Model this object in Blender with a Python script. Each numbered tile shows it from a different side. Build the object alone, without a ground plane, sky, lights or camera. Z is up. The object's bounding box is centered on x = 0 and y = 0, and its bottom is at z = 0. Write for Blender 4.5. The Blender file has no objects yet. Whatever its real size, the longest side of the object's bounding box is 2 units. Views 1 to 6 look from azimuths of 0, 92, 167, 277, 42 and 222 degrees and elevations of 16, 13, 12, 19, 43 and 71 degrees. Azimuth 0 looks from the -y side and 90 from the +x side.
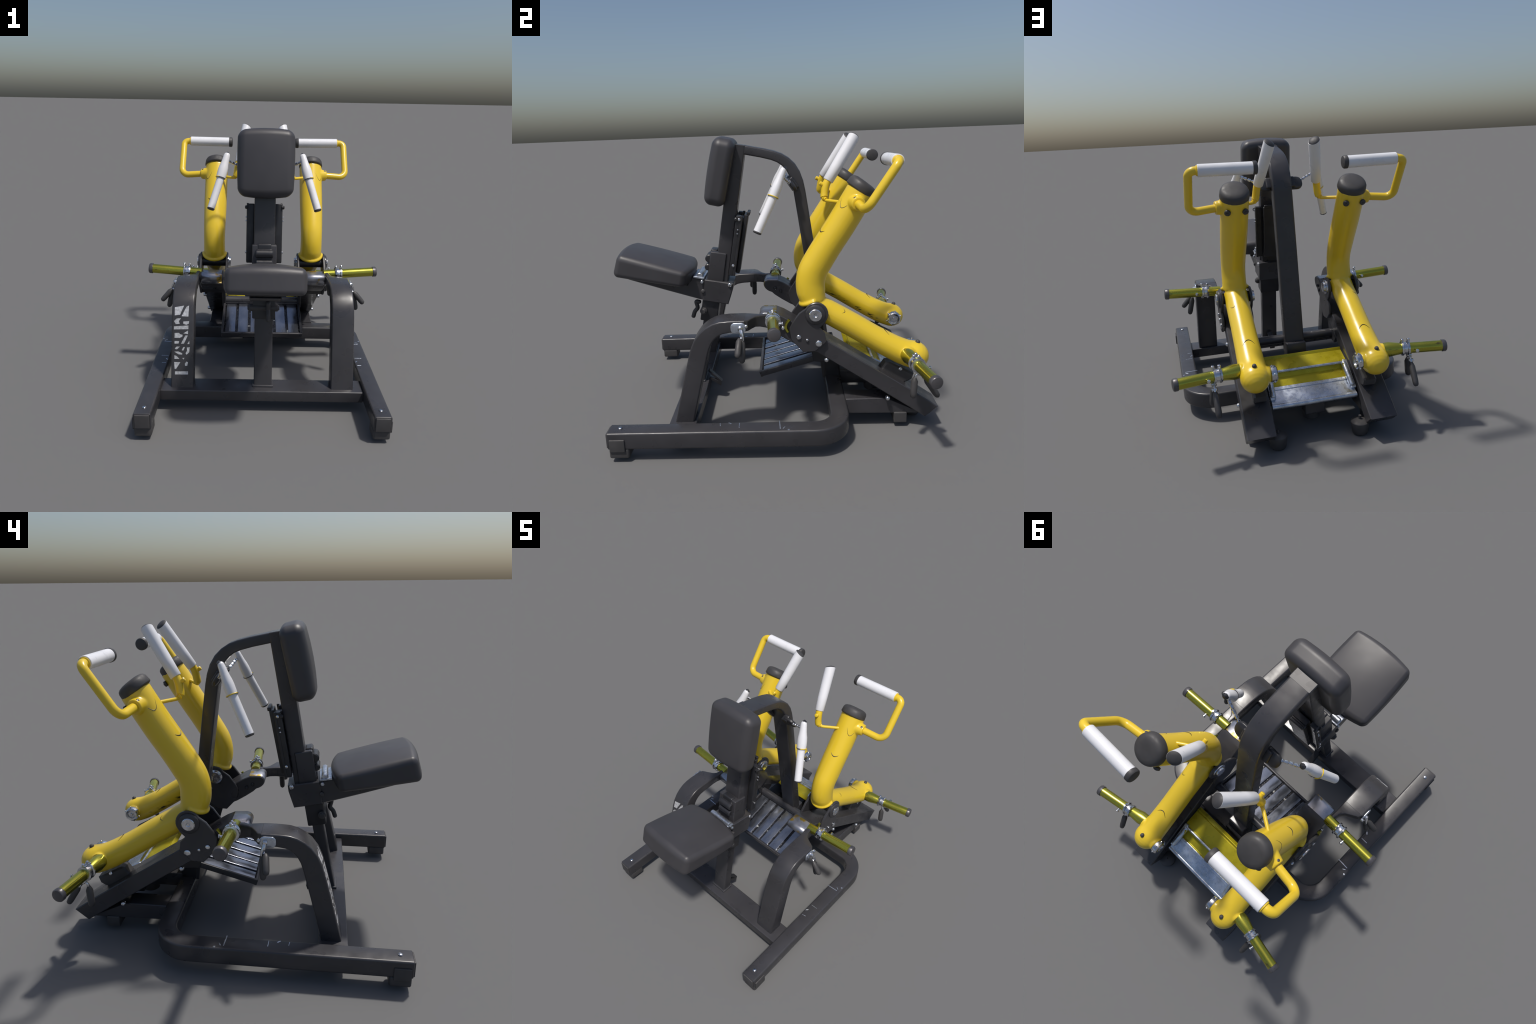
# A plate-loaded seated row machine: a dark U-shaped steel frame with padded seat and
# chest pad, two yellow swinging lever arms, plate horns, grips and hanging handles.
import bpy, bmesh, math
from mathutils import Vector, Matrix

V = Vector
X, Y, Z = V((1, 0, 0)), V((0, 1, 0)), V((0, 0, 1))

# ------------------------------------------------------------------ materials
def material(name, color, rough=0.45, metal=0.0, coat=0.0, vary=0.12, scale=14.0, stretch=(1, 1, 1),
             bump=0.0, bump_scale=300.0, rough_vary=0.1, wear=None, wear_amount=0.0, wear_scale=9.0, spec=0.5):
    m = bpy.data.materials.new(name)
    m.use_nodes = True
    nt = m.node_tree
    N, L = nt.nodes, nt.links
    b = N["Principled BSDF"]
    b.inputs["Metallic"].default_value = metal
    b.inputs["Coat Weight"].default_value = coat
    b.inputs["Coat Roughness"].default_value = 0.15
    b.inputs["Specular IOR Level"].default_value = spec
    tc = N.new("ShaderNodeTexCoord")
    mp = N.new("ShaderNodeMapping")
    mp.inputs["Scale"].default_value = stretch
    L.new(tc.outputs["Object"], mp.inputs["Vector"])
    n = N.new("ShaderNodeTexNoise")
    n.inputs["Scale"].default_value = scale
    n.inputs["Detail"].default_value = 2
    L.new(mp.outputs["Vector"], n.inputs["Vector"])
    r = N.new("ShaderNodeValToRGB")
    r.color_ramp.elements[0].position = 0.3
    r.color_ramp.elements[1].position = 0.7
    r.color_ramp.elements[0].color = (*[c * (1 - vary) for c in color], 1)
    r.color_ramp.elements[1].color = (*[min(1, c * (1 + vary)) for c in color], 1)
    L.new(n.outputs["Fac"], r.inputs["Fac"])
    col = r.outputs["Color"]
    mr = N.new("ShaderNodeMapRange")
    mr.inputs["From Min"].default_value = 0.3
    mr.inputs["From Max"].default_value = 0.7
    mr.inputs["To Min"].default_value = max(0.03, rough - rough_vary)
    mr.inputs["To Max"].default_value = rough + rough_vary
    n2 = N.new("ShaderNodeTexNoise")
    n2.inputs["Scale"].default_value = scale * 2.3
    n2.inputs["Detail"].default_value = 1
    L.new(mp.outputs["Vector"], n2.inputs["Vector"])
    L.new(n2.outputs["Fac"], mr.inputs["Value"])
    L.new(mr.outputs["Result"], b.inputs["Roughness"])
    if wear:
        w = N.new("ShaderNodeTexNoise")
        w.inputs["Scale"].default_value = wear_scale
        w.inputs["Detail"].default_value = 8
        w.inputs["Roughness"].default_value = 0.65
        L.new(mp.outputs["Vector"], w.inputs["Vector"])
        wr = N.new("ShaderNodeValToRGB")
        wr.color_ramp.elements[0].position = 0.72 - wear_amount
        wr.color_ramp.elements[1].position = 0.76 - wear_amount
        L.new(w.outputs["Fac"], wr.inputs["Fac"])
        mix = N.new("ShaderNodeMix")
        mix.data_type = "RGBA"
        L.new(wr.outputs["Color"], mix.inputs["Factor"])
        L.new(col, mix.inputs[6])
        mix.inputs[7].default_value = (*wear, 1)
        col = mix.outputs[2]
    L.new(col, b.inputs["Base Color"])
    if bump:
        bn = N.new("ShaderNodeTexNoise")
        bn.inputs["Scale"].default_value = bump_scale
        bn.inputs["Detail"].default_value = 2
        L.new(tc.outputs["Object"], bn.inputs["Vector"])
        bp = N.new("ShaderNodeBump")
        bp.inputs["Strength"].default_value = bump
        bp.inputs["Distance"].default_value = 0.002
        L.new(bn.outputs["Fac"], bp.inputs["Height"])
        L.new(bp.outputs["Normal"], b.inputs["Normal"])
    return m

STEEL = material("dark_powder_coated_steel", (0.040, 0.039, 0.043), 0.33, bump=0.05, vary=0.12, scale=6, rough_vary=0.08,
                 wear=(0.060, 0.052, 0.044), wear_amount=0.04, wear_scale=7)
STEEL_BLACK = material("black_steel", (0.022, 0.022, 0.025), 0.38, bump=0.05, vary=0.2)
VINYL = material("charcoal_vinyl", (0.047, 0.045, 0.049), 0.45, bump=0.12, bump_scale=420, vary=0.08, scale=5, rough_vary=0.025)
YELLOW = material("yellow_paint", (0.75, 0.525, 0.028), 0.30, coat=0.2, vary=0.02, scale=3, rough_vary=0.015)
SCRATCH = material("black_scuff", (0.05, 0.04, 0.02), 0.5)
WHITE = material("white_grip_sleeve", (0.74, 0.74, 0.76), 0.36, vary=0.03, scale=8, wear=(0.44, 0.40, 0.28), wear_amount=0.0, wear_scale=10)
RUBBER = material("black_rubber", (0.05, 0.048, 0.049), 0.55, bump=0.1, vary=0.15)
CHROME = material("bright_chrome", (0.62, 0.63, 0.66), 0.22, metal=1.0, vary=0.25, scale=30, bump=0.2, bump_scale=90)
STEEL_BRUSHED = material("brushed_bare_steel", (0.50, 0.54, 0.61), 0.30, metal=0.85, vary=0.22, scale=22, bump=0.15, bump_scale=120)  # grey tinted blue in the base colour to show reflected sky
HORN = material("olive_gold_plating", (0.44, 0.42, 0.06), 0.22, metal=0.9, vary=0.14, scale=5, stretch=(0.5, 2, 2), rough_vary=0.06,
                wear=(0.16, 0.12, 0.06), wear_amount=0.10, wear_scale=9)
NOSE = material("worn_chrome_nose", (0.33, 0.34, 0.38), 0.32, metal=0.85, vary=0.25, scale=8,
                wear=(0.40, 0.27, 0.05), wear_amount=0.17, wear_scale=7)
HORN_CAP = material("gunmetal_plug", (0.11, 0.105, 0.11), 0.35, metal=0.5, vary=0.15)
TREAD = material("polished_tread", (0.30, 0.32, 0.37), 0.20, metal=0.92, vary=0.16, scale=7, stretch=(2, 1, 1), bump=0.12, bump_scale=30,  # slat metal coloured bluish for the sky mirrored in its top faces
                 wear=(0.09, 0.09, 0.11), wear_amount=0.09, wear_scale=6, rough_vary=0.06)
GROOVE = material("groove_with_painted_glints", (0.045, 0.045, 0.05), 0.28, metal=0.8, vary=0.4, scale=30, bump=0.9, bump_scale=70,
                  wear=(0.55, 0.55, 0.52), wear_amount=0.12, wear_scale=28)  # pale noise specks are glints painted into the dark gaps
OLIVE = material("dull_olive_yellow", (0.42, 0.35, 0.012), 0.34, metal=0.45, vary=0.12, scale=9)  # duller, more olive yellow than the arms
SILVER_MARK = material("silver_stencil", (0.55, 0.55, 0.56), 0.42, metal=0.4, vary=0.25, scale=60)

def scuffed_arm_paint(base):
    """the arm paint with a dirty black rub along the inner underside of the lower tube"""
    m = base.copy()
    m.name = "scuffed_yellow_paint"
    nt = m.node_tree
    N, L = nt.nodes, nt.links
    b = N["Principled BSDF"]
    src = b.inputs["Base Color"].links[0].from_socket
    tc = N.new("ShaderNodeTexCoord")
    sep = N.new("ShaderNodeSeparateXYZ")
    L.new(tc.outputs["Object"], sep.inputs["Vector"])
    def math_node(op, a, v):
        n = N.new("ShaderNodeMath")
        n.operation = op
        for i, q in enumerate((a, v)):
            if isinstance(q, (int, float)):
                n.inputs[i].default_value = q
            elif q is not None:
                L.new(q, n.inputs[i])
        return n.outputs[0]
    def window(value, lo, hi, soft):
        up = N.new("ShaderNodeMapRange")
        up.inputs["From Min"].default_value, up.inputs["From Max"].default_value = lo, lo + soft
        L.new(value, up.inputs["Value"])
        dn = N.new("ShaderNodeMapRange")
        dn.inputs["From Min"].default_value, dn.inputs["From Max"].default_value = hi - soft, hi
        dn.inputs["To Min"].default_value, dn.inputs["To Max"].default_value = 1.0, 0.0
        L.new(value, dn.inputs["Value"])
        return math_node("MULTIPLY", up.outputs["Result"], dn.outputs["Result"])
    x = math_node("ABSOLUTE", sep.outputs["X"], None)
    off = math_node("ADD", sep.outputs["Z"], math_node("MULTIPLY", sep.outputs["Y"], 0.619))
    band = window(off, 0.880, 0.930, 0.022)
    reach = window(sep.outputs["Y"], 0.36, 0.80, 0.05)
    inner = window(x, 0.20, 0.345, 0.03)
    mask = math_node("MULTIPLY", math_node("MULTIPLY", band, reach), inner)
    mp = N.new("ShaderNodeMapping")
    mp.inputs["Rotation"].default_value = (math.radians(-31.7), 0, 0)
    mp.inputs["Scale"].default_value = (1, 0.35, 1.6)
    L.new(tc.outputs["Object"], mp.inputs["Vector"])
    n = N.new("ShaderNodeTexNoise")
    n.inputs["Scale"].default_value = 38
    n.inputs["Detail"].default_value = 5
    L.new(mp.outputs["Vector"], n.inputs["Vector"])
    r = N.new("ShaderNodeValToRGB")
    r.color_ramp.elements[0].position, r.color_ramp.elements[1].position = 0.52, 0.60
    L.new(n.outputs["Fac"], r.inputs["Fac"])
    fac = math_node("MULTIPLY", mask, r.outputs["Color"])
    mix = N.new("ShaderNodeMix")
    mix.data_type = "RGBA"
    L.new(fac, mix.inputs["Factor"])
    L.new(src, mix.inputs[6])
    mix.inputs[7].default_value = (0.035, 0.03, 0.02, 1)
    L.new(mix.outputs[2], b.inputs["Base Color"])
    return m

ARM_PAINT = scuffed_arm_paint(YELLOW)

# ------------------------------------------------------------------ objects
ROOT = bpy.data.objects.new("rowing_machine", None)
bpy.context.scene.collection.objects.link(ROOT)
ROOT["label"] = "dark steel seated rowing strength machine with yellow lever arms"
ROOT["category"] = "gym machine"

def finish(bm, angle=38):
    bmesh.ops.recalc_face_normals(bm, faces=bm.faces)
    me = bpy.data.meshes.new("part")
    bm.to_mesh(me)
    bm.free()
    for p in me.polygons:
        p.use_smooth = True
    me.set_sharp_from_angle(angle=math.radians(angle))
    return me

def place(name, me, mat, parent=ROOT, kind=None):
    if not me.materials:
        me.materials.append(mat)
    o = bpy.data.objects.new(name, me)
    bpy.context.scene.collection.objects.link(o)
    o.parent = parent
    if me.name.startswith("part"):
        me.name = name
    if kind:
        o["kind"] = kind
    return o

def mirrored(me):
    m2 = me.copy()
    m2.transform(Matrix.Diagonal((-1, 1, 1, 1)))
    m2.flip_normals()
    return m2

def pair(name, me, mat, parents=(ROOT, ROOT), kind=None):
    a = place(name, me, mat, parents[0], kind)
    b = place(name, mirrored(me), mat, parents[1], kind)
    return a, b

# ------------------------------------------------------------------ shape builders
def fillet(points, radii, n=9):
    """polyline with its inner corners rounded to the given radii"""
    pts = [V(p) for p in points]
    if not isinstance(radii, (list, tuple)):
        radii = [radii] * (len(pts) - 2)
    out = [pts[0]]
    for i in range(1, len(pts) - 1):
        a, p, b = pts[i - 1], pts[i], pts[i + 1]
        u, w = (a - p).normalized(), (b - p).normalized()
        half = u.angle(w) / 2
        d = min(radii[i - 1] / math.tan(half), (a - p).length * 0.499, (b - p).length * 0.499)
        r = d * math.tan(half)
        c = p + (u + w).normalized() * (r / math.sin(half))
        s, e = p + u * d - c, p + w * d - c
        ang = s.angle(e)
        ax = s.cross(e).normalized()
        out += [c + Matrix.Rotation(ang * k / n, 3, ax) @ s for k in range(n + 1)]
    out.append(pts[-1])
    return out

def smooth_path(points, per=8):
    pts = [V(p) for p in points]
    e = [pts[0] * 2 - pts[1]] + pts + [pts[-1] * 2 - pts[-2]]
    out = []
    for i in range(1, len(e) - 2):
        for k in range(per):
            t = k / per
            p0, p1, p2, p3 = e[i - 1:i + 3]
            out.append(0.5 * ((2 * p1) + (p2 - p0) * t + (2 * p0 - 5 * p1 + 4 * p2 - p3) * t * t + (3 * p1 - p0 - 3 * p2 + p3) * t ** 3))
    out.append(pts[-1])
    return out

def rrect(w, h, r, n=4):
    """outline of a rounded rectangle, counter-clockwise"""
    out = []
    for cx, cy, a0 in ((1, 1, 0), (-1, 1, 90), (-1, -1, 180), (1, -1, 270)):
        for k in range(n + 1):
            a = math.radians(a0 + 90 * k / n)
            out.append((cx * (w / 2 - r) + r * math.cos(a), cy * (h / 2 - r) + r * math.sin(a)))
    return out

def circle(r, n=24, ry=None):
    ry = r if ry is None else ry
    return [(r * math.cos(2 * math.pi * k / n), ry * math.sin(2 * math.pi * k / n)) for k in range(n)]

def skin(bm, rings, caps=True):
    rows = [[bm.verts.new(p) for p in ring] for ring in rings]
    n = len(rows[0])
    for a, b in zip(rows, rows[1:]):
        for i in range(n):
            bm.faces.new((a[i], a[(i + 1) % n], b[(i + 1) % n], b[i]))
    if caps:
        bm.faces.new(list(reversed(rows[0])))
        bm.faces.new(rows[-1])
    return rows

def tangents(path):
    t = []
    for i in range(len(path)):
        a = path[i] - path[i - 1] if i else None
        b = path[i + 1] - path[i] if i < len(path) - 1 else None
        t.append(((a.normalized() if a else V()) + (b.normalized() if b else V())).normalized())
    return t

def bar(bm, path, w, h, side, r=0.009, chamfer=0.004, hs=None, ends=None):
    """box-section tube along a path; w lies along `side`, h across it; hs = h at each path point;
    ends = fixed tangent (start, end) to cut the ends along a given plane"""
    path = [V(p) for p in path]
    tg = tangents(path)
    rings = []
    for i, (p, t) in enumerate(zip(path, tg)):
        v = t.cross(side).normalized()
        hh = hs[i] if hs else h
        k = 1.0
        if 0 < i < len(path) - 1:
            a, b = (p - path[i - 1]).normalized(), (path[i + 1] - p).normalized()
            k = 1 / max(0.5, math.cos(a.angle(b) / 2))
        sec = rrect(w, hh * k, r)
        rings.append([p + side * a + v * b for a, b in sec])
    if chamfer:
        for idx, sgn in ((0, -1), (-1, 1)):
            p, t = path[idx], tg[idx]
            v = t.cross(side).normalized()
            hh = hs[idx] if hs else h
            sec = rrect(w - 2 * chamfer, hh - 2 * chamfer, max(r - chamfer, 0.002))
            ring = [p + t * (sgn * chamfer * 0.0) + side * a + v * b for a, b in sec]
            if idx == 0:
                rings[0] = [q - tg[0] * 0 + tg[0] * chamfer for q in rings[0]]
                rings.insert(0, ring)
            else:
                rings[-1] = [q - tg[-1] * chamfer for q in rings[-1]]
                rings.append(ring)
    skin(bm, rings)

def tube(bm, path, radii, n=20, ry=None, cap=0.0, up=Z, dome=0.0):
    """round tube along a path; radii a number or one per path point; cap = chamfer, dome = rounded end length"""
    path = [V(p) for p in path]
    if not isinstance(radii, (list, tuple)):
        radii = [radii] * len(path)
    tg = tangents(path)
    ref = up if abs(tg[0].dot(up)) < 0.9 else X
    u = (ref - tg[0] * ref.dot(tg[0])).normalized()
    rings = []
    for i, (p, t) in enumerate(zip(path, tg)):
        u = (u - t * u.dot(t)).normalized()
        v = t.cross(u)
        f = ry / radii[0] if ry else 1
        ring = [p + u * a + v * b for a, b in circle(radii[i], n, radii[i] * f)]
        first, last = i == 0, i == len(path) - 1
        def end(sg):
            if dome:
                return [[p + t * sg * dome * math.sin(q) + u * a * math.cos(q) + v * b * math.cos(q) for a, b in circle(radii[i], n, radii[i] * f)]
                        for q in (0.3, 0.6, 0.9, 1.2, 1.42)]
            if cap:
                return [[p + t * sg * cap + u * a + v * b for a, b in circle(radii[i] - cap, n, radii[i] * f - cap)]]
            return []
        if first:
            rings += list(reversed(end(-1)))
        rings.append(ring)
        if last:
            rings += end(1)
    skin(bm, rings)

def lathe(bm, p, axis, profile, n=24, up=Z, squash=1.0):
    """body of revolution about an axis; profile = (distance along, radius)"""
    p, t = V(p), V(axis).normalized()
    ref = up if abs(t.dot(up)) < 0.9 else X
    u = (ref - t * ref.dot(t)).normalized()
    v = t.cross(u)
    skin(bm, [[p + t * d + u * a + v * b for a, b in circle(r, n, r * squash)] for d, r in profile])

def slab(bm, poly, x0, x1, bevel=0.003, axis="x"):
    """plate: outline in (y, z) extruded along x with chamfered edges (or any plane by `axis` frame)"""
    def at(q, x):
        return V((x, q[0], q[1])) if axis == "x" else axis @ V((q[0], q[1], x))
    n = len(poly)
    area = sum(poly[i][0] * poly[(i + 1) % n][1] - poly[(i + 1) % n][0] * poly[i][1] for i in range(n))
    if area < 0:
        poly = list(reversed(poly))
    ins = []
    for i in range(n):
        a, p, b = V(poly[i - 1]), V(poly[i]), V(poly[(i + 1) % n])
        d1, d2 = (p - a).normalized(), (b - p).normalized()
        n1, n2 = V((-d1.y, d1.x)), V((-d2.y, d2.x))
        m = (n1 + n2)
        m = m / max(0.35, m.length_squared) * 2
        ins.append(p + m * bevel)
    skin(bm, [[at(q, x0) for q in ins], [at(q, x0 + bevel) for q in poly], [at(q, x1 - bevel) for q in poly], [at(q, x1) for q in ins]])

def block(bm, size, m=None, r=0.004, warp=None, n=3, flat=1):
    """box with rounded edges; r one number or (rx, ry, rz); warp = function on the local point"""
    h = [s / 2 for s in size]
    rr = list(r) if isinstance(r, (tuple, list)) else [r] * 3
    rr = [min(a, b * 0.999) for a, b in zip(rr, h)]
    def ticks(i):
        core = h[i] - rr[i]
        e = [math.tan(math.radians(45 * k / n)) for k in range(1, n + 1)]
        mid = [-core + 2 * core * k / flat for k in range(flat + 1)]
        return [-core - rr[i] * q for q in reversed(e)] + mid + [core + rr[i] * q for q in e]
    T = [ticks(i) for i in range(3)]
    cache = {}
    def vert(p):
        key = tuple(round(c, 7) for c in p)
        if key not in cache:
            q = []
            d = []
            for i in range(3):
                c = max(-(h[i] - rr[i]), min(h[i] - rr[i], p[i]))
                q.append(c)
                d.append((p[i] - c) / rr[i])
            ln = math.sqrt(sum(c * c for c in d)) or 1
            mx = max(abs(c) for c in d) or 1
            w = V([q[i] + rr[i] * d[i] / ln * mx for i in range(3)])
            if warp:
                w = V(warp(w))
            cache[key] = bm.verts.new(m @ w if m else w)
        return cache[key]
    for ax in range(3):
        a, b = (ax + 1) % 3, (ax + 2) % 3
        for s in (0, -1):
            for i in range(len(T[a]) - 1):
                for j in range(len(T[b]) - 1):
                    quad = []
                    for ii, jj in ((i, j), (i + 1, j), (i + 1, j + 1), (i, j + 1)):
                        p = [0, 0, 0]
                        p[ax], p[a], p[b] = T[ax][s], T[a][ii], T[b][jj]
                        quad.append(vert(p))
                    if s == -1:
                        pass
                    else:
                        quad.reverse()
                    if len(set(quad)) == 4:
                        bm.faces.new(quad)

def frame(origin, ax, ay, az):
    return Matrix(((ax[0], ay[0], az[0], origin[0]), (ax[1], ay[1], az[1], origin[1]), (ax[2], ay[2], az[2], origin[2]), (0, 0, 0, 1)))

def lean(origin, dy, dz):
    """frame whose local z runs along (0, dy, dz), local x along world x"""
    az = V((0, dy, dz)).normalized()
    return frame(origin, X, az.cross(X), az)

def new():
    return bmesh.new()

def bolt(name, p, axis, r, h, mat, parent=ROOT, both=None):
    bm = new()
    lathe(bm, p, axis, [(-0.004, r * 0.9), (0, r), (h * 0.55, r), (h * 0.85, r * 0.82), (h, r * 0.45)], 16)
    me = finish(bm)
    if both:
        return pair(name, me, mat, both)
    return place(name, me, mat, parent)

# ================================================================== BASE
bm = new()
RX, RTOP, RH = 0.706, 0.183, 0.102
path = fillet([(RX, -0.934, RTOP - RH / 2), (RX, 0.390, RTOP - RH / 2), (-RX, 0.390, RTOP - RH / 2), (-RX, -0.934, RTOP - RH / 2)], 0.155, 14)
bar(bm, path, RH, 0.106, Z, r=0.012)
base = place("base_rail", finish(bm), STEEL)

bm = new()
block(bm, (0.104, 0.116, 0.064), Matrix.Translation((RX, -0.871, 0.056)), r=(0.016, 0.014, 0.012))
block(bm, (0.012, 0.088, 0.075), Matrix.Translation((RX + 0.055, -0.878, 0.108)), r=0.004)
feet = pair("rubber_foot", finish(bm), RUBBER, (base, base))
bolt("bolt", (0.703, -0.868, RTOP), Z, 0.012, 0.008, CHROME, both=(base, base))
bm = new()
block(bm, (0.088, 0.010, 0.088), Matrix.Translation((RX, -0.937, RTOP - RH / 2)), r=0.004)
pair("end_plug", finish(bm), RUBBER, (base, base))

bm = new()
block(bm, (1.31, 0.160, 0.073), Matrix.Translation((0, -0.531, 0.1145)), r=0.007)
cross = place("front_crossbar", finish(bm), STEEL)

# pale rubbed spots on the tops of the side rails
bm = new()
for x, y, lx, ly, a in ((0.690, 0.040, 0.085, 0.006, 4), (0.722, 0.064, 0.022, 0.005, -30), (0.690, -0.190, 0.05, 0.004, 2), (0.668, -0.245, 0.022, 0.007, 50), (0.680, -0.300, 0.030, 0.004, 8), (0.745, 0.09, 0.012, 0.01, 20)):
    block(bm, (lx, ly, 0.0016), Matrix.Translation((x, y, RTOP + 0.0004)) @ Matrix.Rotation(math.radians(a), 4, "Z"), r=0.0007)
pair("rub_mark", finish(bm), STEEL_BRUSHED, (base, base), kind="stuff")

# rear floor tubes under the sloping beams, and the middle rear skid
bm = new()
slab(bm, [(0.44, 0.188), (0.665, 0.190), (0.70, 0.185), (0.905, 0.087), (0.44, 0.092)], 0.300, 0.420, 0.004)
pair("rear_floor_tube", finish(bm), STEEL)
bm = new()
block(bm, (0.12, 0.080, 0.070), Matrix.Translation((0.37, 0.773, 0.062)), r=0.008)
pair("rubber_foot", finish(bm), RUBBER)
bm = new()
lathe(bm, (0.256, 0.878, 0), Z, [(0, 0.036), (0.003, 0.043), (0.010, 0.048), (0.072, 0.0575), (0.078, 0.0565), (0.082, 0.052), (0.092, 0.020), (0.093, 0.009), (0.115, 0.009)], 32)
pair("round_foot", finish(bm), RUBBER)
bm = new()
block(bm, (0.13, 0.37, 0.095), Matrix.Translation((-0.01, 0.585, 0.160)), r=0.008)
place("rear_skid", finish(bm), STEEL)
bm = new()
lathe(bm, (-0.008, 0.668, 0.050), Z, [(0, 0.050), (0.006, 0.057), (0.075, 0.062), (0.082, 0.058)], 28)
place("round_foot", finish(bm), RUBBER)

# ================================================================== ARCHED FRONT POSTS
# (y, z) of the front/top skin and the thickness measured inwards from it
outer = [(-0.577, 0.147), (-0.545, 0.275), (-0.508, 0.425), (-0.476, 0.545), (-0.458, 0.605), (-0.433, 0.660), (-0.400, 0.704),
         (-0.365, 0.733), (-0.325, 0.754), (-0.285, 0.765), (-0.235, 0.769), (-0.180, 0.770), (-0.140, 0.770)]
thick = [0.106, 0.106, 0.106, 0.105, 0.103, 0.098, 0.092, 0.086, 0.080, 0.075, 0.071, 0.069, 0.068]
op = [V((0.518, y, z)) for y, z in outer]
tg = tangents(op)
mid = [p + t.cross(X) * -(h / 2) * -1 for p, t, h in zip(op, tg, thick)]
mid = [p - V((0, -t.z, t.y)) * (h / 2) for p, t, h in zip(op, tg, thick)]
bm = new()
bar(bm, mid, 0.145, 0.1, X, r=0.010, hs=thick)
arches = pair("arched_post", finish(bm), STEEL)
# flared web that narrows from the post to the weight-horn bracket
bm = new()
rings = []
for y, xo, zt, zb in ((-0.150, 0.589, 0.769, 0.703), (-0.125, 0.578, 0.768, 0.703), (-0.105, 0.540, 0.766, 0.702), (-0.085, 0.505, 0.764, 0.700),
                      (-0.060, 0.483, 0.762, 0.692), (-0.02, 0.474, 0.765, 0.680), (0.02, 0.472, 0.770, 0.676)):
    w, h = xo - 0.447, zt - zb
    rings.append([V((0.447 + w / 2 + a, y, zb + h / 2 + b)) for a, b in rrect(w, h, 0.008)])
skin(bm, rings)
pair("post_web", finish(bm), STEEL)

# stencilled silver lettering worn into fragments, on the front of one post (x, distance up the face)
MARKS = [
    [(-.572, .525), (-.513, .536), (-.537, .477), (-.571, .473)], [(-.497, .529), (-.481, .537), (-.483, .466), (-.527, .468)],
    [(-.575, .436), (-.558, .453), (-.530, .455), (-.544, .436), (-.538, .419), (-.564, .416)], [(-.515, .434), (-.478, .437), (-.480, .420), (-.495, .413), (-.515, .419)],
    [(-.575, .402), (-.482, .409), (-.482, .385), (-.575, .382)], [(-.570, .359), (-.543, .360), (-.534, .351), (-.519, .348), (-.520, .335), (-.540, .327), (-.570, .328)],
    [(-.514, .357), (-.484, .376), (-.484, .353)], [(-.570, .307), (-.540, .307), (-.544, .291), (-.570, .290)], [(-.501, .344), (-.485, .344), (-.509, .291), (-.528, .290)],
    [(-.475, .310), (-.474, .289), (-.487, .289)], [(-.568, .259), (-.556, .271), (-.535, .271), (-.551, .255), (-.561, .253)], [(-.523, .248), (-.513, .268), (-.502, .269), (-.513, .245)],
    [(-.490, .266), (-.471, .268), (-.475, .234), (-.492, .219), (-.498, .228), (-.488, .246)], [(-.571, .238), (-.545, .239), (-.520, .228), (-.520, .219), (-.544, .221)],
    [(-.570, .214), (-.556, .210), (-.538, .191), (-.570, .191)], [(-.519, .197), (-.505, .198), (-.511, .187)], [(-.571, .170), (-.531, .170), (-.558, .125), (-.568, .125)],
    [(-.502, .161), (-.492, .174), (-.482, .169), (-.486, .147), (-.500, .146)], [(-.565, .109), (-.481, .111), (-.481, .090), (-.565, .089)]]
face = []   # arc length along the outer skin
s = 0
for i, p in enumerate(op):
    s += (p - op[i - 1]).length if i else 0
    face.append(s)
def on_face(d):
    for i in range(len(face) - 1):
        if d <= face[i + 1]:
            k = (d - face[i]) / (face[i + 1] - face[i])
            return op[i].lerp(op[i + 1], k), (op[i + 1] - op[i]).normalized()
    return op[-1], tg[-1]
bm = new()
for poly in MARKS:
    lo, hi = [], []
    cx = sum(q[0] for q in poly) / len(poly)
    for x, d in poly:
        p, t = on_face(d)
        nrm = V((0, -t.z, t.y))
        lo.append(V((x, p.y, p.z)) - nrm * 0.001)
        hi.append(V((x, p.y, p.z)) + nrm * 0.0012)
    skin(bm, [lo, hi])
place("stencil_mark", finish(bm, 20), SILVER_MARK, arches[1], kind="stuff")

# ================================================================== SEAT POST AND SEAT
bm = new()
bar(bm, [(0.004, -0.516, 0.146), (0.004, -0.414, 0.66)], 0.118, 0.068, X, r=0.008)
seat_post = place("seat_post", finish(bm), STEEL)
bm = new()
block(bm, (0.136, 0.086, 0.016), Matrix.Translation((0.004, -0.516, 0.155)), r=0.005)
place("weld_flange", finish(bm), STEEL, seat_post)
bm = new()
block(bm, (0.148, 0.112, 0.155), lean((0.002, -0.412, 0.665), 0.18, 1), r=0.008)
sleeve = place("post_sleeve", finish(bm), STEEL_BLACK, seat_post)
bm = new()
tube(bm, [(-0.098, -0.452, 0.665), (0.098, -0.452, 0.665)], 0.017, 14, cap=0.005)
tube(bm, [(-0.090, -0.452, 0.665), (0.090, -0.452, 0.665)], 0.024, 14, cap=0.004)
place("lock_pin", finish(bm), RUBBER, seat_post)
bm = new()
tube(bm, smooth_path([(0.03, -0.485, 0.712), (0.03, -0.506, 0.712), (0.03, -0.500, 0.672), (0.03, -0.520, 0.645), (0.03, -0.532, 0.612)]), 0.014, 12, dome=0.012)
place("hook_lever", finish(bm), RUBBER, seat_post)
bm = new()
slab(bm, [(-0.452, 0.150), (-0.376, 0.100), (-0.366, 0.132), (-0.448, 0.215), (-0.458, 0.210), (-0.392, 0.138), (-0.450, 0.165)], -0.012, 0.028, 0.002)
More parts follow.
